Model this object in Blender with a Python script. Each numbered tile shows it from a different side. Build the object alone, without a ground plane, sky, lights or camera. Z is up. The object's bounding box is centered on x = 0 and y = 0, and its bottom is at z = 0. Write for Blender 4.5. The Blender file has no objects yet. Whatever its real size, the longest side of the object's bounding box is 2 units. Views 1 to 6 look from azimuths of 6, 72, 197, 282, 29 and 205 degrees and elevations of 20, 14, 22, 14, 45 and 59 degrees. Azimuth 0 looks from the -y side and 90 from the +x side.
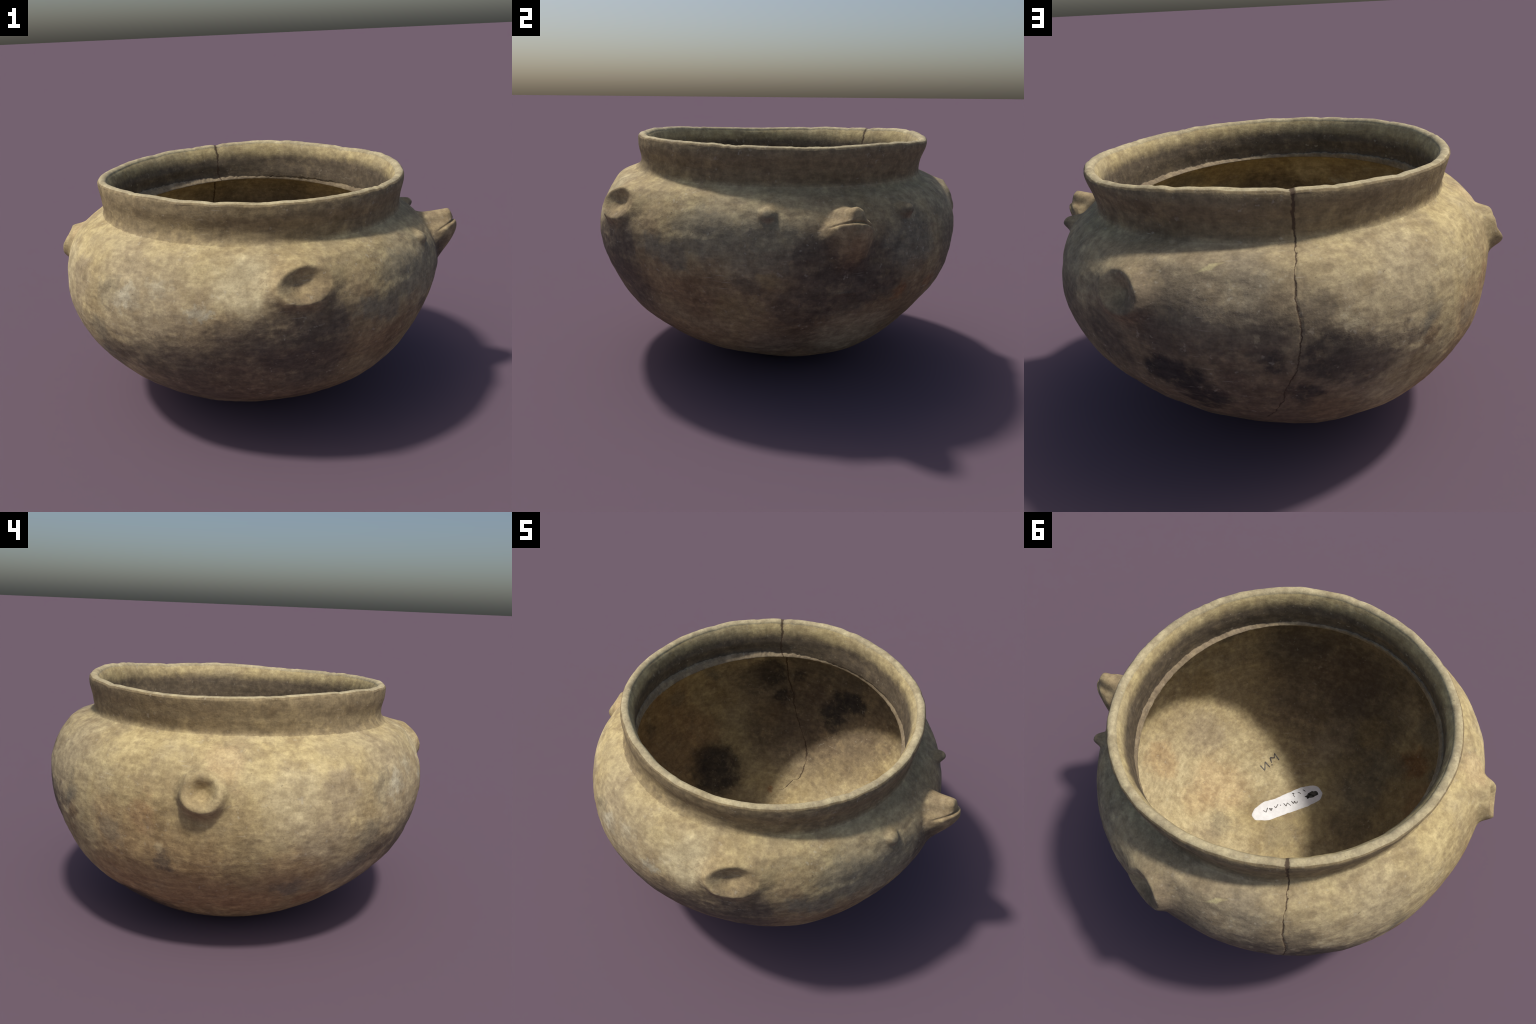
import bpy, math, random
import numpy as np

random.seed(7)
# ---------------------------------------------------------------------------
#  An old round-bottomed clay cooking pot, hand built and slightly crooked:
#  flaring neck with a worn lip, three dished lugs, an animal-head lug with a
#  small boss on each side, a mended crack, and a white inventory label.
#  The wall is one closed surface, laid out as rings:
#     outer bowl -> neck -> lip -> inner neck -> ledge -> inner bowl
#  and split by region into named parts at the end.
# ---------------------------------------------------------------------------
CZ = 0.62                                     # height of the bowl's centre
# profile of the outside: elevation seen from the centre (degrees), and for each
# the distance with its out-of-round harmonics (mean, cos/sin of 1..4 theta)
PHI = np.radians([-90, -75, -60, -45, -32, -20, -10, 0, 8, 15, 21, 26, 30, 34, 38, 46])
RHO = np.array([
    [.6170, -.0726, .0478, .0049, .0068, -.0005, .0010, .0012, .0001],
    [.6180, -.0627, .0358, .0059, .0063, -.0005, .0037, .0009, -.0002],
    [.6760, -.0529, .0237, .0065, .0050, -.0005, .0061, -.0004, -.0007],
    [.7193, -.0402, .0104, .0046, .0016, .0003, .0059, -.0048, -.0007],
    [.7676, -.0355, .0025, .0019, -.0057, .0013, .0034, -.0104, 0],
    [.8324, -.0410, -.0022, .0041, -.0089, .0001, .0038, -.0061, -.0001],
    [.8816, -.0412, 0, .0099, .0045, .0021, .0019, -.0026, -.0008],
    [.9185, -.0336, -.0085, .0044, .0022, .0005, -.0008, -.0065, .0062],
    [.9293, -.0285, -.0080, -.0048, -.0009, -.0036, -.0063, -.0045, .0056],
    [.9146, -.0262, -.0066, -.0058, .0015, -.0026, -.0110, -.0067, .0054],
    [.8761, -.0233, -.0086, -.0092, .0006, .0002, -.0114, -.0053, .0026],
    [.8177, -.0216, -.0049, .0018, .0036, .0004, -.0074, -.0034, .0011],
    [.8395, -.0257, .0078, .0159, .0020, -.0038, -.0012, -.0017, .0034],
    [.8936, -.0257, .0172, .0167, .0022, -.0083, .0032, -.0003, .0009],
    [.9171, -.0262, .0140, .0124, .0016, -.0048, .0067, .0012, 0],
    [.9395, -.0261, .0119, .0074, .0010, -.0012, .0070, .0013, -.0006]])
# centre line of the lip: radius and height round the pot
RIM_R = [.7199, -.0203, .0144, .0137, .0025, -.0066, .0032, -.0004, .0009, -.0002, -.0018, -.0001, -.0002]
RIM_Z = [1.1330, -.0071, .0019, -.0082, .0030, .0032, -.0031, -.0010, .0016, .0010, .0025, -.0017, .0008]
LIP = 0.0215                                  # lip roundness
LEDGE_TOP_R = [.6733, -.0196, .0082, .0130, .0089, -.0093, -.0040]
LEDGE_TOP_Z = [.9609, -.0235, -.0082, -.0037, .0004, 0, -.0012]
LEDGE_R = [.6654, -.0224, .0038, .0057, .0159, -.0067, -.0049]
LEDGE_Z = [.9362, -.0165, -.0085, -.0113, -.0059, .0016, -.0034]
WALL = 0.006


# flats and swellings of the hand-built wall: bearing, height, spread of each, depth
HAND = [(-45, .86, 20, .08, -.020), (-50, .72, 16, .12, -.015), (-30, .70, 12, .12, -.008), (-38, .935, 22, .045, -.019), (75, .935, 16, .04, -.009), (-12, .74, 8, .09, .017),
        (160, .86, 17, .11, .015), (166, .93, 15, .04, .012), (92, .94, 16, .025, .012), (-110, .955, 34, .022, .009),
        (-178, .14, 24, .06, .022), (4, .14, 24, .06, .022), (14, .20, 20, .06, .012), (171, .20, 20, .06, .012), (-75, .70, 7, .05, -.006)]


def harmonics(th, coef):
    out = np.full_like(th, coef[0])
    for k in range(1, (len(coef) - 1) // 2 + 1):
        out = out + coef[2 * k - 1] * np.cos(k * th) + coef[2 * k] * np.sin(k * th)
    return out


def cubic_weights(ph):
    """Hermite spline weights over the PHI knots, flat at the pole."""
    ph = np.clip(ph, PHI[0], PHI[-1] - 1e-9)
    n = len(PHI)
    i = np.clip(np.searchsorted(PHI, ph, side='right') - 1, 0, n - 2)
    h = PHI[i + 1] - PHI[i]
    t = (ph - PHI[i]) / h
    W = np.zeros(ph.shape + (n,))
    ix = tuple(np.indices(ph.shape))

    def add(j, w):
        np.add.at(W, ix + (j,), w)
    add(i, 2 * t**3 - 3 * t**2 + 1)
    add(i + 1, -2 * t**3 + 3 * t**2)
    for k, w in ((i, t**3 - 2 * t**2 + t), (i + 1, t**3 - t**2)):
        a, b = np.clip(k - 1, 0, n - 1), np.clip(k + 1, 0, n - 1)
        s = np.where(k == 0, 0, w * h / (PHI[b] - PHI[a]))
        add(b, s)
        add(a, -s)
    return W


def outer_rho(ph, th):
    W = cubic_weights(ph)
    damp = np.cos(np.clip(ph, -np.pi / 2, 0))
    r = W @ RHO[:, 0]
    for k in range(1, 5):
        r = r + damp * ((W @ RHO[:, 2 * k - 1]) * np.cos(k * th) + (W @ RHO[:, 2 * k]) * np.sin(k * th))
    z = CZ + r * np.sin(ph)
    for b, zc, sb, sz, d in HAND:
        a = np.degrees(np.arctan2(np.sin(th - math.radians(b)), np.cos(th - math.radians(b))))
        r = r + d * np.exp(-.5 * (a / sb)**2 - .5 * ((z - zc) / sz)**2) * damp * sstep(z, .02, .06)
    return r


def point(ph, th, rho):
    return np.stack([rho * np.cos(ph) * np.cos(th), rho * np.cos(ph) * np.sin(th), CZ + rho * np.sin(ph)], -1)


def vnoise(P, scale, seed=0):
    """Smooth value noise in -1..1 at points P (..., 3)."""
    Q = P * scale + seed * 17.31 + 100.0
    I = np.floor(Q).astype(np.int64)
    f = Q - I
    f = f * f * (3 - 2 * f)
    out = np.zeros(P.shape[:-1])
    for dx in (0, 1):
        for dy in (0, 1):
            for dz in (0, 1):
                h = (I[..., 0] + dx) * 374761393 + (I[..., 1] + dy) * 668265263 + (I[..., 2] + dz) * 2147483647 + seed * 1274126177
                h = (h ^ (h >> 13)) * 1274126177
                h = (h ^ (h >> 16)) & 0xFFFFF
                w = (f[..., 0] if dx else 1 - f[..., 0]) * (f[..., 1] if dy else 1 - f[..., 1]) * (f[..., 2] if dz else 1 - f[..., 2])
                out += w * (h / 524287.5 - 1)
    return out


def sstep(x, a, b):
    t = np.clip((x - a) / (b - a), 0, 1)
    return t * t * (3 - 2 * t)


def smax(a, b, k):
    h = np.clip(0.5 + 0.5 * (a - b) / k, 0, 1)
    return b + (a - b) * h + k * h * (1 - h)


# ---------------------------------------------------------------- ring layout
NT = 1400
dens_t = np.linspace(-math.pi, math.pi, 4001)
wt = 1 + 1.3 * np.exp(-(dens_t / .17)**2) + .35 * (np.exp(-((np.abs(dens_t) - 1.27) / .16)**2) + np.exp(-((np.abs(dens_t) - 3.1) / .14)**2))
ct = np.concatenate([[0], np.cumsum((wt[1:] + wt[:-1]) / 2)])
TH = np.interp(np.arange(NT) / NT * ct[-1], ct, dens_t)

rim_r, rim_z = harmonics(TH, RIM_R), harmonics(TH, RIM_Z)
ring = np.stack([np.cos(TH), np.sin(TH), np.zeros(NT)], -1)
# worn, nibbled lip: small ups and downs and a few chips
nib = .0032 * vnoise(ring, 7.3, 1) + (.0020 * vnoise(ring, 21, 2) + .0013 * vnoise(ring, 47, 3)) * (.5 + vnoise(ring, 5, 19))
for a, w, d in ((-1.72, .03, .004), (-1.40, .02, .003), (2.55, .035, .004), (1.995, .035, .005), (.4, .03, .003), (-2.7, .03, .003), (-1.95, .05, .004), (2.2, .02, .003), (.9, .02, .003), (-.6, .04, .003), (1.45, .025, .003), (-2.3, .018, .003)):
    nib = nib - d * np.exp(-((TH - a) / w)**2)
rim_z = rim_z + nib
rim_r = rim_r + .0015 * vnoise(ring, 18, 4)

lip0 = math.radians(8)                                      # where the wall runs into the lip
er, ez = rim_r + LIP * math.cos(lip0), rim_z + LIP * math.sin(lip0)
ph_end = np.arctan2(ez - CZ, er)
rho_end = np.hypot(er, ez - CZ)

NP = 300
dens_p = np.linspace(-90, 34, 2000)
wp = .55 + .25 * sstep(dens_p, -60, -20) + .9 * sstep(dens_p, -6, 3) - .35 * sstep(dens_p, 24, 27)
cp = np.concatenate([[0], np.cumsum((wp[1:] + wp[:-1]) / 2)])
frac = (np.interp(np.arange(NP + 1) / NP * cp[-1], cp, dens_p) + 90) / 124
frac[0] = .002
PH = -np.pi / 2 + (ph_end[None, :] + np.pi / 2) * frac[:, None]
TT = np.broadcast_to(TH, PH.shape)
rho = outer_rho(PH, TT)
near = sstep(frac, .925, 1.0)[:, None]                        # run exactly into the lip
rho = rho + near * (rho_end - outer_rho(ph_end, TH))[None, :]
P = point(PH, TT, rho)
# the hand of the potter: broad dents, smoothing marks
amp = .0028 * vnoise(P, 7, 5) + .0016 * vnoise(P * [1, 1, 2.2], 15, 6) + .0007 * vnoise(P * [1, 1, 1.6], 48, 7)
amp = amp * (1 - near * .7) * sstep(frac, 0, .08)[:, None]


# --------------------------------------------------- lugs, bosses, crack, head
def local(th0, z0):
    """Distances along and up the wall from a place on it."""
    u = (np.arctan2(np.sin(TT - th0), np.cos(TT - th0))) * np.hypot(P[..., 0], P[..., 1])
    s = PH - math.asin((z0 - CZ) / .93)
    return u, s * rho


def polyline(z, zs, ts):
    return np.interp(z, zs, ts)


PART = np.zeros(PH.shape, np.int8)                            # 0 bowl/neck, 1.. features
disp = amp.copy()


def dished_lug(part, th0, z0, ax, ay, crest, wall, dish, tilt, broad=False):
    """A pressed-on clay disc, dished by the potter's thumb. crest(alpha) gives the
    height of its rim; the wall falls away outside, the dish lies inside."""
    u, v = local(th0, z0)
    u2, v2 = u * math.cos(tilt) + v * math.sin(tilt), -u * math.sin(tilt) + v * math.cos(tilt)
    al = np.arctan2(v2 / ay, u2 / ax)
    q = np.hypot(u2 / ax, v2 / ay)                            # 1 on the crest
    q = q * (1 + .05 * vnoise(P, 14, 20 + part))
    h = crest(al)
    m = (ax + ay) / 2
    out = (q - 1) * m                                         # metres outside the crest
    fall = np.where(out > 0, np.exp(-(np.maximum(out, 0) / wall)**1.7), 1.0)
    inner = h - (h - dish) * (1 - (sstep(q, .10, .90) if broad else sstep(q, .05, 1.06)))
    H = np.where(out > 0, h * fall, inner)
    H = H + .002 * np.exp(-((out + .006) / .014)**2) * sstep(h, .01, .03)
    w = sstep(q, 1 + 3.2 * wall / m, 1 + 2.2 * wall / m)
    PART[(q < 1 + 1.5 * wall / m)] = part
    return H * w * (1 + .08 * vnoise(P, 22, 30 + part))


# two oval lugs that look forward, towards the animal head
disp += dished_lug(1, math.radians(-73), .864, .110, .070,
                   lambda a: .032 - .010 * np.cos(a) + .008 * np.sin(a), .036, -.003, math.radians(7))
disp += dished_lug(2, math.radians(73.5), .836, .098, .072,
                   lambda a: .031 + .013 * np.cos(a) + .004 * np.sin(a), .036, -.004, .0)
# the round one on the far side
disp += dished_lug(3, math.radians(-174.6), .800, .070, .068,
                   lambda a: .050 - .004 * np.sin(a) - .003 * np.cos(a) + .004 * np.cos(3 * a + 1), .026, .002, .0, True)


def boss(part, th0, z0, h, r):
    u, v = local(th0, z0)
    d = np.hypot(u, v) * (1 + .06 * vnoise(P, 20, 40 + part))
    PART[d < r * 1.35] = part
    return h * np.exp(-(d / r)**3.2)


disp += boss(4, math.radians(-21.6), .893, .027, .031)
disp += boss(5, math.radians(21.6), .889, .047, .033)

# the old break, running from the lip to the base and round it
CRACK_Z = [.03, .047, .059, .095, .142, .197, .249, .315, .397, .495, .60, .67, .74, .80, .86, .90, .95, .995, 1.02, 1.08, 1.14, 1.2]
CRACK_T = np.radians([128, 122, 110.5, 103.6, 97.7, 98.1, 100.6, 105, 108.4, 110.2, 112.4, 113.1, 113.6, 113.4, 113.1, 113.2, 114.2, 115.2, 115.2, 114.8, 115.0, 115.0])


def crack_offset(Q):
    """Signed distance round the pot from the crack line."""
    th = np.arctan2(Q[..., 1], Q[..., 0])
    z = Q[..., 2]
    c = np.interp(z, CRACK_Z, CRACK_T)
    return (th - c) * np.hypot(Q[..., 0], Q[..., 1]) + .004 * vnoise(Q, 30, 50) + .002 * vnoise(Q, 80, 51)


# thin smoothing lines on the wall near the lugs and a scratch ridge are left to the grain
co = crack_offset(P)
cw = .003 + .0025 * sstep(P[..., 2], .99, 1.03)
disp -= .0035 * np.exp(-(co / cw)**2) * sstep(P[..., 2], .30, .42)

dirn = np.stack([np.cos(PH) * np.cos(TT), np.cos(PH) * np.sin(TT), np.sin(PH)], -1)
P = P + disp[..., None] * dirn

# animal head: a muzzle raised from the shoulder along a slanting axis D
E1 = np.array([.819, 0, .574])                                # outwards and up
E2 = np.array([-.574, 0, .819])                               # across it, in the middle plane
MID_W = np.array([-.03, .0165, .0304, .0453, .0644, .0848, .1052, .1176, .1353, .156, .180, .2000, .2092, .2150, .2203, .2291, .2394, .2537, .2689, .2914, .33])
MID_H = np.array([1.03, 1.0950, 1.146, 1.1930, 1.2350, 1.2720, 1.2962, 1.3012, 1.3003, 1.3074, 1.3096, 1.3105, 1.308, 1.296, 1.2767, 1.2536, 1.2303, 1.2098, 1.1899, 1.165, 1.10])
sel = (np.abs(TT) < .36) & (PH > math.radians(-6)) & (PH < math.radians(25))
Q = P[sel]
y, w, h = Q[:, 1] - .004, Q @ E2, Q @ E1
ya = np.sqrt(y**2 + .008**2)
mid = np.zeros_like(w)                                        # the flanks are softer than the middle
for o_ in np.linspace(-1, 1, 11):
    mid += np.interp(w + o_ * (.005 + .85 * np.abs(y)), MID_W, MID_H) / 11
# a slim jaw below, a broader brow above, and a squarish nose at the tip
drop = np.interp(w, [0, .05, .09, .13, .17, .20, .25, .30], [11, 11, 10.5, 9.5, 10.5, 14, 17, 14])
top = mid - drop * ya**2 / (1 + 2.2 * ya)
nose_lvl = sstep(w, .150, .182) * (1 - sstep(w, .200, .250))
top = top - nose_lvl * (.016 * sstep(ya, .022, .050) - .014 * sstep(ya, .052, .095))
top = top + .004 * np.exp(-((w - .196) / .018)**2 - ((ya - .024) / .014)**2)
top = top - .006 * np.exp(-((w - .190) / .022)**2) * np.exp(-((ya - .046) / .013)**2)
# mouth: a slit that droops to both corners, with a soft lower lip
ml = np.interp(y, [-.12, -.098, -.07, -.04, 0, .03, .055, .072, .1], [.182, .170, .160, .152, .146, .1435, .1415, .144, .150])
inside = sstep(y, -.104, -.080) * (1 - sstep(y, .056, .080))
top = top + inside * (-.012 * np.exp(-((w - ml) / .005)**2) + .006 * np.exp(-((w - ml + .016) / .012)**2)
                      - .002 * np.exp(-((w - ml - .012) / .011)**2))
new = smax(top, h, .014 + .30 * np.abs(y))
new = np.where(w > .33, h, new)
grow = new - h
Q = Q + grow[:, None] * E1
P[sel] = Q
P[..., 2] = smax(P[..., 2], np.full(PH.shape, .001), .004)
pt = PART[sel]
pt[grow > .006] = 6
PART[sel] = pt

# ------------------------------------------------------------- lip and inside
rows = [P]
part_rows = [np.where((PART == 0) & (np.degrees(PH) > 26.2), 8, PART)]


def radial(r, z):
    return np.stack([r * np.cos(TH), r * np.sin(TH), z], -1)


NL = 18
lipr = []
for i in range(1, NL + 1):
    a = lip0 + (math.radians(172) - lip0) * i / NL
    flat = .82 if 0 < math.sin(a) else 1.0
    lipr.append(radial(rim_r + LIP * math.cos(a), rim_z + LIP * flat * math.sin(a) - .001))
lipr = np.array(lipr)
lipr += ((.0016 * vnoise(lipr, 21, 8) + .0010 * vnoise(lipr, 52, 18)) * (.55 + vnoise(lipr, 6, 28)))[..., None] * np.array([0, 0, 1.0])
lipr += (.0018 * vnoise(lipr, 16, 15))[..., None] * ring[None]
rows.append(lipr)
part_rows.append(np.where((np.arange(NL)[:, None] < 4) & (ring[None, :, 0] > -9), 8, 9))

lt_r, lt_z = harmonics(TH, LEDGE_TOP_R), harmonics(TH, LEDGE_TOP_Z)
lb_r, lb_z = harmonics(TH, LEDGE_R), harmonics(TH, LEDGE_Z)
jag = .004 * vnoise(ring, 17, 9) + .004 * vnoise(ring, 55, 10)
lt_z = lt_z + jag
under_cut = np.full(NT, .005)                                 # the neck is hollowed unevenly above the ledge
for b, d in ((135, .010), (-115, .008), (78, -.011), (45, -.006)):
    a = np.degrees(np.arctan2(np.sin(TH - math.radians(b)), np.cos(TH - math.radians(b))))
    under_cut = under_cut + d * np.exp(-.5 * (a / 22)**2)
r0, z0 = np.hypot(lipr[-1][:, 0], lipr[-1][:, 1]), lipr[-1][:, 2]
NN = 26
inn = []
for i in range(1, NN + 1):
    t = i / NN
    r = r0 + (lt_r - r0) * t - .011 * math.sin(math.pi * t**.7) + under_cut * float(sstep(np.array(t), .55, .92))
    inn.append(radial(r, z0 + (lt_z - z0) * t))
inn = np.array(inn)
inn += (.0016 * vnoise(inn, 20, 11) * np.sin(np.pi * np.linspace(0, 1, NN))[:, None])[..., None] * ring[None]
rows.append(inn)
part_rows.append(np.full((NN, NT), 10))

led = []
for t in (0.04, .3, .55, .8, 1.0):
    led.append(radial(lt_r + .5 * under_cut * (1 - t) + (lb_r - lt_r) * t - .0015 * math.sin(math.pi * t), lt_z + (lb_z - lt_z) * t))
led.append(radial(lb_r + .002, lb_z - .003))
led = list(np.array(led) + (.0016 * vnoise(np.array(led), 60, 21))[..., None] * ring[None])
rows.append(np.array(led))
part_rows.append(np.full((len(led), NT), 11))

# inner bowl: the underside of the neck, then the wall's own shape a little smaller
NI = 170
ph_top = np.full(NT, math.radians(19.5))
inner = []
t0 = np.linspace(0, 1, NI)
fi = 1 - t0**1.0
for k in range(NI):
    ph = -np.pi / 2 + (ph_top + np.pi / 2) * max(fi[k], .0015)
    inner.append(point(ph, TH, outer_rho(ph, TH) - WALL))
inner = np.array(inner)
under = []
for t in (.25, .5, .75):
    a, b = led[-1], inner[0]
    m = a + (b - a) * t
    m[:, 2] -= .004 * math.sin(math.pi * t)
    under.append(m)
inner_all = np.concatenate([np.array(under), inner])
inner_all += (.0010 * vnoise(inner_all, 9, 12))[..., None] * np.array([0, 0, 1.0]) * np.linspace(0, 1, len(inner_all))[:, None, None]
# the head is hollow behind
thi, phi_i = np.arctan2(inner_all[..., 1], inner_all[..., 0]), inner_all[..., 2]
for b, zc, rr, d in ((0, .80, .065, .05),):
    u = np.arctan2(np.sin(thi - math.radians(b)), np.cos(thi - math.radians(b))) * .88
    k_ = d * np.exp(-(np.hypot(u, inner_all[..., 2] - zc) / rr)**2.6)
    inner_all += k_[..., None] * np.stack([np.cos(thi), np.sin(thi), 0 * thi], -1)
rows.append(inner_all)
part_rows.append(np.full((len(inner_all), NT), 7))

V = np.concatenate(rows)
PR = np.concatenate(part_rows)
# sit on the ground
SINK = V[..., 2].min()
print('lowest point before settling', SINK)
V[..., 2] -= SINK
NR = len(V)
V = V.reshape(-1, 3)
i0 = np.arange(NR - 1)[:, None] * NT
j = np.arange(NT)[None, :]
j1 = (np.arange(NT)[None, :] + 1) % NT
quads = np.stack([i0 + j, i0 + j1, i0 + NT + j1, i0 + NT + j], -1).reshape(-1, 4)
fpart = PR[1:].reshape(-1).copy()                             # part of each quad, by its upper ring

pole_out, pole_in = len(V), len(V) + 1
V = np.concatenate([V, V[:NT].mean(0)[None] * [1, 1, 1], V[-NT - 0:].mean(0)[None]])
k = np.arange(NT)
tri_out = np.stack([np.full(NT, pole_out), (k + 1) % NT, k], -1)
base = (NR - 1) * NT
tri_in = np.stack([np.full(NT, pole_in), base + k, base + (k + 1) % NT], -1)

# whole-surface vertex normals, shared by all parts
Nn = np.zeros_like(V)
fn = np.cross(V[quads[:, 2]] - V[quads[:, 0]], V[quads[:, 3]] - V[quads[:, 1]])
for c in range(4):
    for ax in range(3):
        Nn[:, ax] += np.bincount(quads[:, c], fn[:, ax], len(V))
for T in (tri_out, tri_in):
    tn = np.cross(V[T[:, 1]] - V[T[:, 0]], V[T[:, 2]] - V[T[:, 0]])
    for c in range(3):
        for ax in range(3):
            Nn[:, ax] += np.bincount(T[:, c], tn[:, ax], len(V))
Nn /= np.linalg.norm(Nn, axis=1)[:, None] + 1e-12


# ================================================================= materials
def tree(name):
    m = bpy.data.materials.new(name)
    m.use_nodes = True
    nt = m.node_tree
    return m, nt, nt.nodes["Principled BSDF"]


class Nodes:
    """Small helper that wires shader nodes."""

    def __init__(self, nt):
        self.nt = nt

    def new(self, kind, **props):
        n = self.nt.nodes.new(kind)
        for k_, v_ in props.items():
            setattr(n, k_, v_)
        return n

    def put(self, sock, val):
        if hasattr(val, "node"):
            self.nt.links.new(val, sock)
        else:
            sock.default_value = val

    def math(self, op, a, b=0.0, c=None):
        n = self.new("ShaderNodeMath", operation=op)
        self.put(n.inputs[0], a)
        self.put(n.inputs[1], b)
        if c is not None:
            self.put(n.inputs[2], c)
        return n.outputs[0]

    def vec(self, op, a, b=None):
        n = self.new("ShaderNodeVectorMath", operation=op)
        self.put(n.inputs[0], a)
        if b is not None:
            self.put(n.inputs[1], b)
        return n.outputs["Value"] if op in ("DISTANCE", "LENGTH", "DOT_PRODUCT") else n.outputs[0]

    def noise(self, vec, scale, detail=3.0, rough=.55, color=False):
        n = self.new("ShaderNodeTexNoise")
        self.put(n.inputs["Vector"], vec)
        n.inputs["Scale"].default_value = scale
        n.inputs["Detail"].default_value = detail
        n.inputs["Roughness"].default_value = rough
        return n.outputs["Color" if color else "Fac"]

    def ramp(self, x, lo, hi, a=0.0, b=1.0, smooth=True):
        n = self.new("ShaderNodeMapRange", interpolation_type='SMOOTHSTEP' if smooth else 'LINEAR')
        self.put(n.inputs["Value"], x)
        for nm, v_ in (("From Min", lo), ("From Max", hi), ("To Min", a), ("To Max", b)):
            n.inputs[nm].default_value = v_
        return n.outputs["Result"]

    def mix(self, fac, a, b, mode='MIX'):
        n = self.new("ShaderNodeMix", data_type='RGBA', blend_type=mode)
        self.put(n.inputs[0], fac)
        for s_, v_ in ((n.inputs[6], a), (n.inputs[7], b)):
            self.put(s_, v_ if hasattr(v_, "node") else (*v_, 1.0))
        return n.outputs[2]


TAN = (.535, .420, .210)
COLORS = {
    "pale": (.60, .50, .30), "white": (.56, .53, .40), "grey": (.190, .172, .128), "greytan": (.36, .29, .19),
    "dark": (.112, .089, .068), "black": (.048, .040, .036), "brown": (.23, .155, .085), "dbrown": (.145, .105, .072),
    "ochre": (.33, .245, .12), "rusty": (.40, .25, .125), "rust": (.27, .12, .05), "peach": (.60, .42, .23), "streak": (.68, .58, .30)}
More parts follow.
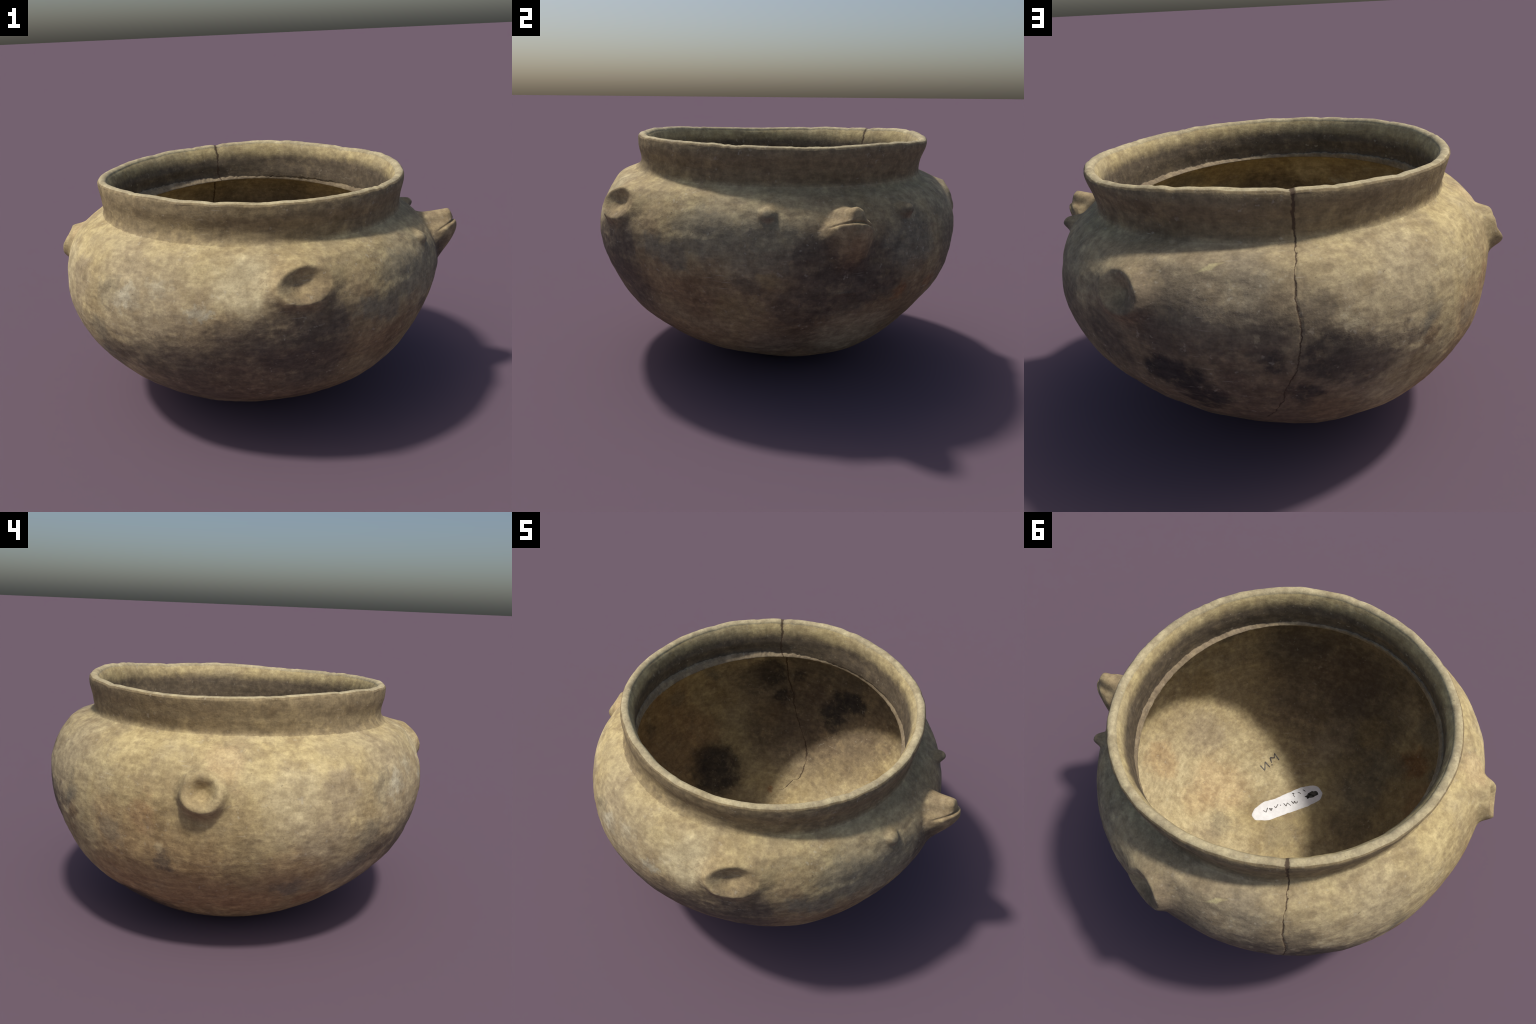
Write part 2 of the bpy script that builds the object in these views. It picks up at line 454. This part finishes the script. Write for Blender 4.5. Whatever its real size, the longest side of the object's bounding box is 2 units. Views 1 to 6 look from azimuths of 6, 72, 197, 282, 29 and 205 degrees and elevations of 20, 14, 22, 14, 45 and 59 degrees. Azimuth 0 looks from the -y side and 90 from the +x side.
# dark, pale and coloured patches: kind, where, size, strength
PATCHES = [
    ("greytan", (.85, 0, .75), .62, .45), ("greytan", (.1, .85, .75), .55, .5), ("greytan", (-.35, -.85, .66), .34, .65), ("greytan", (-.75, -.55, .55), .3, .5), ("brown", (.75, .1, .42), .55, .75),
    ("brown", (.25, -.80, .42), .52, .7), ("dbrown", (0, .85, .50), .52, .75), ("ochre", (-.85, .05, .40), .42, .8), ("brown", (0, .1, .02), .45, .25), ("dbrown", (0, -.78, .28), .42, .7), ("dbrown", (-.30, .78, .30), .34, .7), ("brown", (-.60, -.05, .20), .42, .6), ("ochre", (-.70, -.10, .30), .46, .6), ("rusty", (-.80, .10, .40), .32, .6), ("rusty", (-.86, .30, .62), .14, .45), ("rusty", (-.80, -.42, .48), .13, .4), ("ochre", (-.70, -.60, .66), .16, .4), ("greytan", (-.55, .62, .70), .30, .5), ("ochre", (-.88, .10, .68), .26, .35),  # broad ochre and browns on the lower -x side paint in the belly's shading
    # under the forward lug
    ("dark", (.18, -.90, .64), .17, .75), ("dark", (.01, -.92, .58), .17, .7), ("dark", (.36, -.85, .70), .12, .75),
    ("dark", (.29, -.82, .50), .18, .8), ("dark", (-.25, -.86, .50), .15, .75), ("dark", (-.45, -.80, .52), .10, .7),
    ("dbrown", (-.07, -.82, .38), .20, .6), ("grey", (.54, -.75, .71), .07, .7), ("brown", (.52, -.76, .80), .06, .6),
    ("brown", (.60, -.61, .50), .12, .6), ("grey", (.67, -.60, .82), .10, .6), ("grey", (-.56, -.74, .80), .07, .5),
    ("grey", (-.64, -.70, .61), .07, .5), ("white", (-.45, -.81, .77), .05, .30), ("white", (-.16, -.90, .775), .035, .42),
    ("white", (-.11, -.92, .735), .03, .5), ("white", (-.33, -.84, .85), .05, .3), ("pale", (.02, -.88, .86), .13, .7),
    # the side with the head
    ("grey", (.82, -.32, .76), .16, .6), ("grey", (.73, -.52, .78), .11, .6), ("dark", (.88, -.14, .69), .12, .8),
    ("dark", (.86, -.01, .54), .17, .85), ("dark", (.87, .15, .64), .15, .85), ("dark", (.81, -.20, .47), .12, .7),
    ("dark", (.80, -.37, .58), .07, .6), ("brown", (.67, -.55, .53), .15, .7), ("ochre", (.71, -.42, .46), .09, .7),
    ("ochre", (.82, -.32, .61), .06, .7), ("grey", (.62, -.68, .69), .07, .7), ("dark", (.40, -.84, .68), .07, .7),
    ("rust", (.82, .28, .52), .05, .75), ("brown", (.82, .15, .45), .07, .7), ("brown", (.74, .06, .34), .10, .6),
    ("grey", (.81, .34, .76), .15, .7), ("rust", (.72, .48, .52), .05, .5), ("dbrown", (.66, -.08, .26), .20, .6),
    ("greytan", (.83, .33, .90), .035, .5), ("grey", (.62, .62, .84), .16, .5), ("dark", (.6, .66, .62), .18, .7),
    # the side with the crack
    ("black", (.06, .88, .54), .095, .95), ("black", (.14, .87, .55), .090, .95), ("black", (.0, .83, .42), .090, .9), ("black", (-.08, .84, .42), .06, .8),
    ("dbrown", (-.14, .88, .56), .06, .8), ("dark", (-.27, .89, .74), .09, .75), ("black", (-.30, .88, .64), .06, .8),
    ("dark", (-.08, .92, .74), .11, .7), ("dark", (.10, .91, .72), .09, .7), ("dark", (.37, .82, .62), .12, .8),
    ("black", (-.47, .81, .63), .11, .85), ("dark", (-.57, .74, .58), .11, .8), ("dark", (-.42, .82, .79), .07, .6),
    ("black", (-.36, .81, .47), .065, .85), ("grey", (-.74, .58, .68), .045, .6), ("dark", (-.69, .64, .66), .05, .7),
    ("pale", (-.52, .78, .76), .035, .6), ("brown", (-.76, .55, .61), .055, .7), ("ochre", (-.69, .59, .48), .08, .5),
    ("brown", (-.45, .73, .39), .10, .6), ("grey", (-.18, .84, .90), .10, .55), ("greytan", (-.05, .83, .92), .22, .55), ("dark", (.12, .87, .80), .12, .45), ("pale", (-.23, .90, .74), .018, .3),
    # the sunny side
    ("dark", (-.92, .08, .49), .055, .75), ("pale", (-.94, .10, .56), .03, .35), ("grey", (-.74, -.41, .37), .07, .7),
    ("dark", (-.58, -.71, .50), .10, .75), ("grey", (-.62, -.63, .42), .09, .6), ("grey", (-.88, .33, .59), .07, .5),
    ("grey", (-.76, .56, .71), .06, .5), ("rusty", (-.93, .16, .69), .07, .6), ("rusty", (-.73, -.23, .28), .15, .6),
    ("rusty", (-.75, .37, .33), .13, .5), ("dark", (-.57, .02, .12), .06, .6), ("peach", (-.86, -.15, .91), .09, .38),
    ("pale", (-.86, -.42, .79), .12, .5), ("greytan", (-.74, -.60, .80), .10, .6), ("white", (-.49, -.80, .76), .045, .3),
    ("greytan", (-.79, -.55, .62), .11, .6),
    # towards the base, seen best from inside
    ("black", (-.58, .26, .17), .17, .9), ("dark", (-.27, -.65, .25), .22, .7), ("dark", (-.30, -.40, .09), .20, .65), ("grey", (-.36, -.30, .07), .14, .5), ("ochre", (-.52, -.52, .26), .10, .5), ("greytan", (-.10, -.55, .16), .12, .45),
    ("dark", (-.36, -.10, .03), .11, .7), ("rust", (-.57, -.46, .27), .08, .4), ("rust", (-.22, .36, .06), .03, .8),
    ("greytan", (.60, -.24, .25), .13, .6), ("peach", (.43, -.04, .11), .16, .5), ("pale", (.70, .10, .30), .20, .6),
    ("pale", (.3, .3, .08), .22, .6), ("grey", (.32, .19, .07), .08, .5), ("grey", (.0, .10, .01), .10, .4), ("pale", (.2, -.2, .05), .16, .5),
]


def clay(name, patches=PATCHES, tint=None, tint_amt=0.0, border=None, rough=.82):
    m, nt, bsdf = tree(name)
    g = Nodes(nt)
    co_ = g.new("ShaderNodeTexCoord").outputs["Object"]
    big = g.noise(co_, 3.2, 4, .6)
    mid_ = g.noise(co_, 9, 4, .6)
    stretch = co_
    fine = g.noise(stretch, 34, 5, .68)
    soft = g.noise(stretch, 15, 4, .6)
    calm = g.ramp(g.noise(co_, 4.2, 3, .5), .35, .65, .35, 1.0)
    grit = g.noise(co_, 130, 3, .6)
    col = g.mix(g.ramp(big, .38, .62), TAN, (.48, .385, .215))
    col = g.mix(g.ramp(mid_, .42, .70, 0, .62), col, (.31, .235, .135))
    skin = col
    if patches:
        # edges of the patches wander
        wob = g.vec("SUBTRACT", g.noise(co_, 5.0, 5, .62, color=True), (.5, .5, .5))
        warp = g.vec("ADD", co_, g.vec("MULTIPLY", wob, (.20, .20, .20)))
        wob2 = g.vec("SUBTRACT", g.noise(co_, 26, 4, .6, color=True), (.5, .5, .5))
        warp = g.vec("ADD", warp, g.vec("MULTIPLY", wob2, (.085, .085, .085)))
        for kind, c, r, s in patches:
            d = g.vec("DISTANCE", warp, c)
            col = g.mix(g.ramp(d, r * 1.35, r * .55, 0, s), col, COLORS[kind])
        # the patches are broken: the skin shows through in places
        thin = g.math("MULTIPLY", g.ramp(g.noise(co_, 13, 5, .7), .50, .72), .42)
        col = g.mix(thin, col, g.mix(.45, skin, (.20, .15, .10)))
        # pale scrape on the crack side
        rel = g.vec("SUBTRACT", g.vec("ADD", co_, g.vec("MULTIPLY", wob2, (.010, .010, .010))), (-.073, .828, .931))
        along = g.vec("DOT_PRODUCT", rel, (-.889, -.374, .266))
        size = g.vec("LENGTH", rel)
        across = g.math("POWER", g.math("MAXIMUM", g.math("SUBTRACT", g.math("MULTIPLY", size, size), g.math("MULTIPLY", along, along)), 0.0), .5)
        reach = g.math("ADD", g.math("ABSOLUTE", g.math("DIVIDE", along, .066)), g.math("ABSOLUTE", g.math("DIVIDE", across, .016)))
        col = g.mix(g.ramp(reach, 1.05, .45, 0, .75), col, COLORS["streak"])
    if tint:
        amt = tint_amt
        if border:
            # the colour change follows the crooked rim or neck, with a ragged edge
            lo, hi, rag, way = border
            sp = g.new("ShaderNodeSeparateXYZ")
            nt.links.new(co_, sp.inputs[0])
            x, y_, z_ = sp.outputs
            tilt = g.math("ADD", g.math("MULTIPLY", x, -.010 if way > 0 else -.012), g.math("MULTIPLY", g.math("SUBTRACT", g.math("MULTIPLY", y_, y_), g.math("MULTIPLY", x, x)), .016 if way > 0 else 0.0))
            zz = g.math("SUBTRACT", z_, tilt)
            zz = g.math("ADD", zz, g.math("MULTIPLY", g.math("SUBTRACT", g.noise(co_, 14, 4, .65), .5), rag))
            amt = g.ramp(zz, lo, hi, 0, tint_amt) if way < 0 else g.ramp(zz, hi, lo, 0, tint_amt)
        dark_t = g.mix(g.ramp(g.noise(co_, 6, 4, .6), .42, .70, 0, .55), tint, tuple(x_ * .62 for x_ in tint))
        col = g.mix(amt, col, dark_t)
    # mottled skin, pale grits, dark pits
    col = g.mix(g.math("MULTIPLY", g.ramp(soft, .45, .68), calm), col, g.mix(.48, col, (.62, .57, .51), 'MULTIPLY'))
    col = g.mix(g.math("MULTIPLY", g.ramp(soft, .50, .32), calm), col, g.mix(.50, col, (1, .95, .80), 'SOFT_LIGHT'))
    col = g.mix(g.ramp(fine, .32, .72), g.mix(.40, col, (.62, .60, .58), 'MULTIPLY'), g.mix(.36, col, (1, .96, .84), 'SOFT_LIGHT'))
    col = g.mix(g.ramp(grit, .30, .70, .88, 1.0), (0, 0, 0), col)
    strokes = g.noise(g.vec("MULTIPLY", co_, (1, 1, 3.6)), 13, 5, .65)
    col = g.mix(g.ramp(strokes, .38, .66), g.mix(.22, col, (.60, .56, .52), 'MULTIPLY'), g.mix(.20, col, (1, .96, .84), 'SOFT_LIGHT'))
    specks = g.math("MULTIPLY", g.ramp(g.noise(co_, 48, 2, .5), .62, .74), g.ramp(g.noise(co_, 9, 2, .5), .42, .62))
    col = g.mix(g.math("MULTIPLY", specks, .34), col, (.55, .49, .36))
    scr = g.new("ShaderNodeMapping")
    scr.inputs["Rotation"].default_value = (.5, .9, .3)
    scr.inputs["Scale"].default_value = (9, 9, 150)
    nt.links.new(co_, scr.inputs["Vector"])
    scratch = g.math("MULTIPLY", g.ramp(g.noise(scr.outputs[0], 1.0, 2, .5), .66, .76), g.ramp(g.noise(co_, 5, 2, .5), .50, .66))
    col = g.mix(g.math("MULTIPLY", scratch, .30), col, (.60, .54, .42))
    pits = g.ramp(g.noise(co_, 95, 2, .5), .70, .78, 0, .5)
    col = g.mix(pits, col, (.10, .075, .05))
    # the crack: a dark seam along its line
    sep = g.new("ShaderNodeSeparateXYZ")
    nt.links.new(co_, sep.inputs[0])
    ang = g.math("ARCTAN2", sep.outputs[1], sep.outputs[0])
    cur = g.new("ShaderNodeFloatCurve")
    cm = cur.mapping.curves[0]
    cm.points[0].location = (0.0, (CRACK_T[0] - 1.6) / .8)
    cm.points[1].location = (1.0, (CRACK_T[-1] - 1.6) / .8)
    for z_, t_ in zip(CRACK_Z, CRACK_T):
        cm.points.new(z_ / 1.25, (t_ - 1.6) / .8)
    for p_ in cm.points:
        p_.handle_type = 'AUTO_CLAMPED'
    cur.mapping.update()
    nt.links.new(g.math("DIVIDE", sep.outputs[2], 1.25), cur.inputs["Value"])
    line = g.math("ADD", g.math("MULTIPLY", cur.outputs[0], .8), 1.6)
    rad = g.math("POWER", g.math("ADD", g.math("MULTIPLY", sep.outputs[0], sep.outputs[0]), g.math("MULTIPLY", sep.outputs[1], sep.outputs[1])), .5)
    off = g.math("MULTIPLY", g.math("SUBTRACT", ang, line), rad)
    fade = g.ramp(sep.outputs[2], .040, .060)
    jit = g.math("MULTIPLY", g.math("SUBTRACT", g.noise(co_, 24, 4, .65), .5), .030)
    off = g.math("ABSOLUTE", g.math("ADD", off, jit))
    wide = g.math("ADD", .0020 if patches is PATCHES else .0034, g.ramp(sep.outputs[2], .985, 1.02, 0, .0024))
    wide = g.math("MULTIPLY", wide, g.ramp(g.noise(co_, 15, 3, .5), .34, .60, .45, 1.3))
    seam = g.math("MULTIPLY", fade, g.math("SUBTRACT", 1.0, g.ramp(g.math("DIVIDE", off, wide), .55, 1.5)))
    col = g.mix(g.math("MULTIPLY", seam, .9), col, (.075, .046, .028))
    nt.links.new(col, bsdf.inputs["Base Color"])
    bsdf.inputs["Roughness"].default_value = rough
    bsdf.inputs["Specular IOR Level"].default_value = .28
    b = g.new("ShaderNodeBump")
    b.inputs["Strength"].default_value = .28
    b.inputs["Distance"].default_value = .006
    hgt = g.math("ADD", g.math("MULTIPLY", fine, .9), g.math("ADD", g.math("MULTIPLY", grit, .45), g.math("MULTIPLY", strokes, .5)))
    hgt = g.math("SUBTRACT", hgt, g.math("MULTIPLY", g.math("ADD", seam, pits), .5))
    nt.links.new(hgt, b.inputs["Height"])
    nt.links.new(b.outputs[0], bsdf.inputs["Normal"])
    return m


def plain(name, a, b, scale, rough=.8):
    m, nt, bsdf = tree(name)
    g = Nodes(nt)
    co_ = g.new("ShaderNodeTexCoord").outputs["Object"]
    col = g.mix(g.ramp(g.noise(co_, scale, 4, .6), .35, .68), a, b)
    nt.links.new(col, bsdf.inputs["Base Color"])
    bsdf.inputs["Roughness"].default_value = rough
    bsdf.inputs["Specular IOR Level"].default_value = .25
    return m


M_CLAY = clay("blotched_clay")
# inside, the side under the head and the floor stay pale
INSIDE = [p_ for p_ in PATCHES if not (p_[1][0] > .5 and p_[1][2] < .6 and p_[0] in ("brown", "dark", "dbrown"))]
FADE = {"brown": .5, "dark": .72}
INSIDE = [("pale", (.62, .25, .26), .34, .6), ("pale", (.50, -.15, .16), .30, .55)] + [(k_, c_, r_, s_ * FADE.get(k_, 1)) for k_, c_, r_, s_ in INSIDE]
INSIDE += [("rusty", (.72, .05, .34), .11, .55), ("greytan", (.60, -.24, .25), .12, .6), ("rusty", (.50, .12, .16), .10, .4), ("grey", (.40, .42, .16), .07, .4),
           ("ochre", (.45, .52, .28), .10, .6), ("greytan", (.35, .30, .09), .10, .5), ("grey", (-.45, -.45, .20), .12, .45), ("ochre", (-.30, -.62, .24), .09, .5),
           ("rust", (-.58, -.48, .30), .08, .45), ("greytan", (-.05, -.45, .10), .10, .45), ("greytan", (-.20, .55, .20), .12, .4)]
M_INSIDE = clay("inner_clay", patches=INSIDE)
M_NECK = clay("neck_clay", tint=(.20, .152, .088), tint_amt=.78, border=(.955, 1.0, .02, -1))  # brown tint darkens the neck for shade beneath the flaring lip
M_RIM = clay("worn_rim_clay", patches=(), tint=(.47, .41, .27), tint_amt=.6)
M_LINING_SHADE = clay("shade_tinted_lining", patches=(), tint=(.098, .076, .058), tint_amt=.92, border=(1.050, 1.122, .045, 1))  # downward dark gradient: occlusion inside the neck, baked into the colour
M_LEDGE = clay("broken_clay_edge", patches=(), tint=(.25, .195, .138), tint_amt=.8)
M_LABEL = plain("white_label_paint", (.86, .85, .84), (.95, .94, .93), 40, .6)
M_INK = plain("faded_ink", (.05, .04, .035), (.16, .14, .12), 60, .6)
M_SMUDGE = plain("ink_smudge_stain", (.02, .019, .014), (.12, .115, .10), 45, .7)

# ==================================================================== objects
pot = bpy.data.objects.new("clay_pot", None)
pot["label"] = "round-bottomed weathered clay pot with animal-head lug"
pot["category"] = "clay pot"
bpy.context.scene.collection.objects.link(pot)


def add_object(name, me, mat, parent):
    ob = bpy.data.objects.new(name, me)
    bpy.context.scene.collection.objects.link(ob)
    me.materials.append(mat)
    ob.parent = parent
    return ob


def part_mesh(name, q, tris, mat):
    used = np.unique(np.concatenate([q.ravel()] + [t.ravel() for t in tris]))
    remap = np.full(len(V), -1, np.int64)
    remap[used] = np.arange(len(used))
    me = bpy.data.meshes.new(name)
    tri = np.concatenate(tris) if tris else np.zeros((0, 3), np.int64)
    loops = np.concatenate([remap[q].ravel(), remap[tri].ravel()])
    sizes = np.concatenate([np.full(len(q), 4), np.full(len(tri), 3)])
    starts = np.concatenate([[0], np.cumsum(sizes)[:-1]])
    me.vertices.add(len(used))
    me.vertices.foreach_set("co", V[used].astype(np.float32).ravel())
    me.loops.add(len(loops))
    me.loops.foreach_set("vertex_index", loops.astype(np.int32))
    me.polygons.add(len(sizes))
    me.polygons.foreach_set("loop_start", starts.astype(np.int32))
    me.polygons.foreach_set("loop_total", sizes.astype(np.int32))
    me.polygons.foreach_set("use_smooth", np.ones(len(sizes), bool))
    me.update(calc_edges=True)
    me.validate()
    me.normals_split_custom_set_from_vertices(Nn[used].astype(np.float32).tolist())
    return add_object(name, me, mat, pot)


GROUPS = [("body", (0,), M_CLAY), ("bowl_lining", (7,), M_INSIDE), ("lug", (1,), M_CLAY), ("lug", (2,), M_CLAY), ("lug", (3,), M_CLAY), ("boss", (4,), M_CLAY), ("boss", (5,), M_CLAY),
          ("animal_head", (6,), M_CLAY), ("neck", (8,), M_NECK), ("rim", (9,), M_RIM), ("neck_lining", (10,), M_LINING_SHADE), ("broken_ledge", (11,), M_LEDGE)]
OBJ = {}
for nm, ids, mat in GROUPS:
    mask = np.isin(fpart, ids)
    OBJ[ids[0]] = part_mesh(nm, quads[mask], {0: [tri_out], 7: [tri_in]}.get(ids[0], []), mat)


# ------------------------------------------------ label and writing on the base

def floor_z(x, y_, lift):
    """Height of the inner face of the bowl under (x, y)."""
    r = np.hypot(x, y_)
    th = np.arctan2(y_, x)
    lo, hi = np.full_like(r, -np.pi / 2), np.full_like(r, -.3)
    for _ in range(40):
        m_ = (lo + hi) / 2
        rr = (outer_rho(m_, th) - WALL) * np.cos(m_)
        lo, hi = np.where(rr < r, m_, lo), np.where(rr < r, hi, m_)
    return CZ + (outer_rho(lo, th) - WALL) * np.sin(lo) + lift


def patch_from_outline(name, outline, lift, mat, parent, n=40, ragged=.002, seed=0):
    """A thin daub of paint that follows the bowl; outline is a closed loop in plan."""
    o = np.array(outline)
    seg = np.linalg.norm(np.roll(o, -1, 0) - o, axis=1)
    s = np.concatenate([[0], np.cumsum(seg)])
    oo = np.concatenate([o, o[:1]])
    t = np.linspace(0, s[-1], 160, endpoint=False)
    loop = np.stack([np.interp(t, s, oo[:, 0]), np.interp(t, s, oo[:, 1])], -1)
    for _ in range(4):
        loop = (np.roll(loop, 1, 0) + 2 * loop + np.roll(loop, -1, 0)) / 4
    loop += ragged * np.stack([vnoise(np.c_[loop, 0 * t], 70, seed), vnoise(np.c_[loop, 0 * t], 70, seed + 1)], -1)
    c = loop.mean(0)
    vs, fs = [], []
    rings = np.linspace(.06, 1, 12)
    # rings shrink towards the long axis, so that a long daub stays evenly meshed
    ax = np.linalg.svd(loop - c)[2][0]
    for rr in rings:
        al = (loop - c) @ ax
        spine = c + np.outer(al, ax) * .75
        vs.append(spine + (loop - spine) * rr)
    xy = np.concatenate(vs)
    lift_v = np.concatenate([np.full(160, lift if i < 11 else lift * .2) for i in range(12)])
    z = floor_z(xy[:, 0], xy[:, 1], 0) + lift_v - SINK
    pts = np.c_[xy, z]
    for i in range(11):
        for k_ in range(160):
            a_, b_ = i * 160 + k_, i * 160 + (k_ + 1) % 160
            fs.append((a_, b_, b_ + 160, a_ + 160))
    fs.append(tuple(range(160))[::-1])
    me = bpy.data.meshes.new(name)
    me.from_pydata(pts.tolist(), [], fs)
    for p_ in me.polygons:
        p_.use_smooth = True
    me.update()
    return add_object(name, me, mat, parent)


def stroke(name, lines, width, lift, parent):
    """Pen strokes as thin raised ribbons on the bowl."""
    vs, fs = [], []
    for ln in lines:
        p_ = np.array(ln, float)
        d = np.concatenate([[0], np.cumsum(np.linalg.norm(np.diff(p_, axis=0), axis=1))])
        n = max(6, int(d[-1] / .003))
        t = np.linspace(0, d[-1], n)
        c = np.stack([np.interp(t, d, p_[:, 0]), np.interp(t, d, p_[:, 1])], -1)
        c[1:-1] = (c[:-2] + 2 * c[1:-1] + c[2:]) / 4
        tg = np.gradient(c, axis=0)
        tg /= np.linalg.norm(tg, axis=1)[:, None] + 1e-9
        nr = np.stack([-tg[:, 1], tg[:, 0]], -1)
        wv = width * (.5 + .12 * vnoise(np.c_[c, 0 * t], 90, 3))
        b0 = len(vs)
        for i in range(n):
            for sgn, lf in ((-1, .3), (-.6, 1), (.6, 1), (1, .3)):
                q = c[i] + nr[i] * wv[i] * sgn
                vs.append((q[0], q[1], lf))
        for i in range(n - 1):
            for k_ in range(3):
                a_ = b0 + i * 4 + k_
                fs.append((a_, a_ + 4, a_ + 5, a_ + 1))
    a_ = np.array(vs)
    a_[:, 2] = floor_z(a_[:, 0], a_[:, 1], 0) - SINK + lift * (.6 + .4 * a_[:, 2])
    me = bpy.data.meshes.new(name)
    me.from_pydata(a_.tolist(), [], fs)
    for p_ in me.polygons:
        p_.use_smooth = True
    me.update()
    return add_object(name, me, M_INK, parent)


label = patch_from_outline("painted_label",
    [(.192, .051), (.159, .075), (.09, .041), (.018, -.036), (-.089, -.130), (-.142, -.198), (-.142, -.242), (-.101, -.274),
     (-.066, -.269), (-.009, -.229), (.057, -.150), (.111, -.086), (.155, -.055), (.189, .007)], .0022, M_LABEL, pot, seed=4)
patch_from_outline("ink_smudge", [(-.049, -.178), (-.071, -.175), (-.099, -.197), (-.12, -.229), (-.102, -.241), (-.077, -.232), (-.064, -.213)],
    .0032, M_SMUDGE, label, ragged=.006, seed=6)
LETTERS = [
    [[(.138, -.001), (.118, .002), (.122, -.026)]],
    [[(.113, -.028), (.096, -.020), (.096, -.036)], [(.112, -.025), (.097, -.032)]],
    [[(.091, -.052), (.078, -.046), (.075, -.072)]],
    [[(.062, -.074), (.057, -.072)]],
    [[(.047, -.091), (.027, -.082), (.029, -.103), (.004, -.096)]],
    [[(.011, -.122), (-.007, -.113), (-.006, -.131), (-.016, -.120), (-.025, -.127), (-.020, -.136)]],
    [[(.025, -.167), (.014, -.174), (.016, -.160), (.001, -.154)]],
    [[(-.003, -.189), (-.013, -.187), (-.008, -.191), (-.023, -.187)]],
    [[(-.024, -.217), (-.035, -.213), (-.030, -.217), (-.042, -.212)]]]
for L in LETTERS:
    stroke("ink_letter", L, .0045, .0034, label)
stroke("ink_letter", [[(.265, -.253), (.230, -.238), (.248, -.286), (.210, -.269)]], .0065, .0022, pot)
stroke("ink_letter", [[(.207, -.288), (.201, -.286)]], .007, .0022, pot)
stroke("ink_letter", [[(.211, -.298), (.231, -.321), (.207, -.331), (.217, -.356), (.176, -.331)]], .0065, .0022, pot)
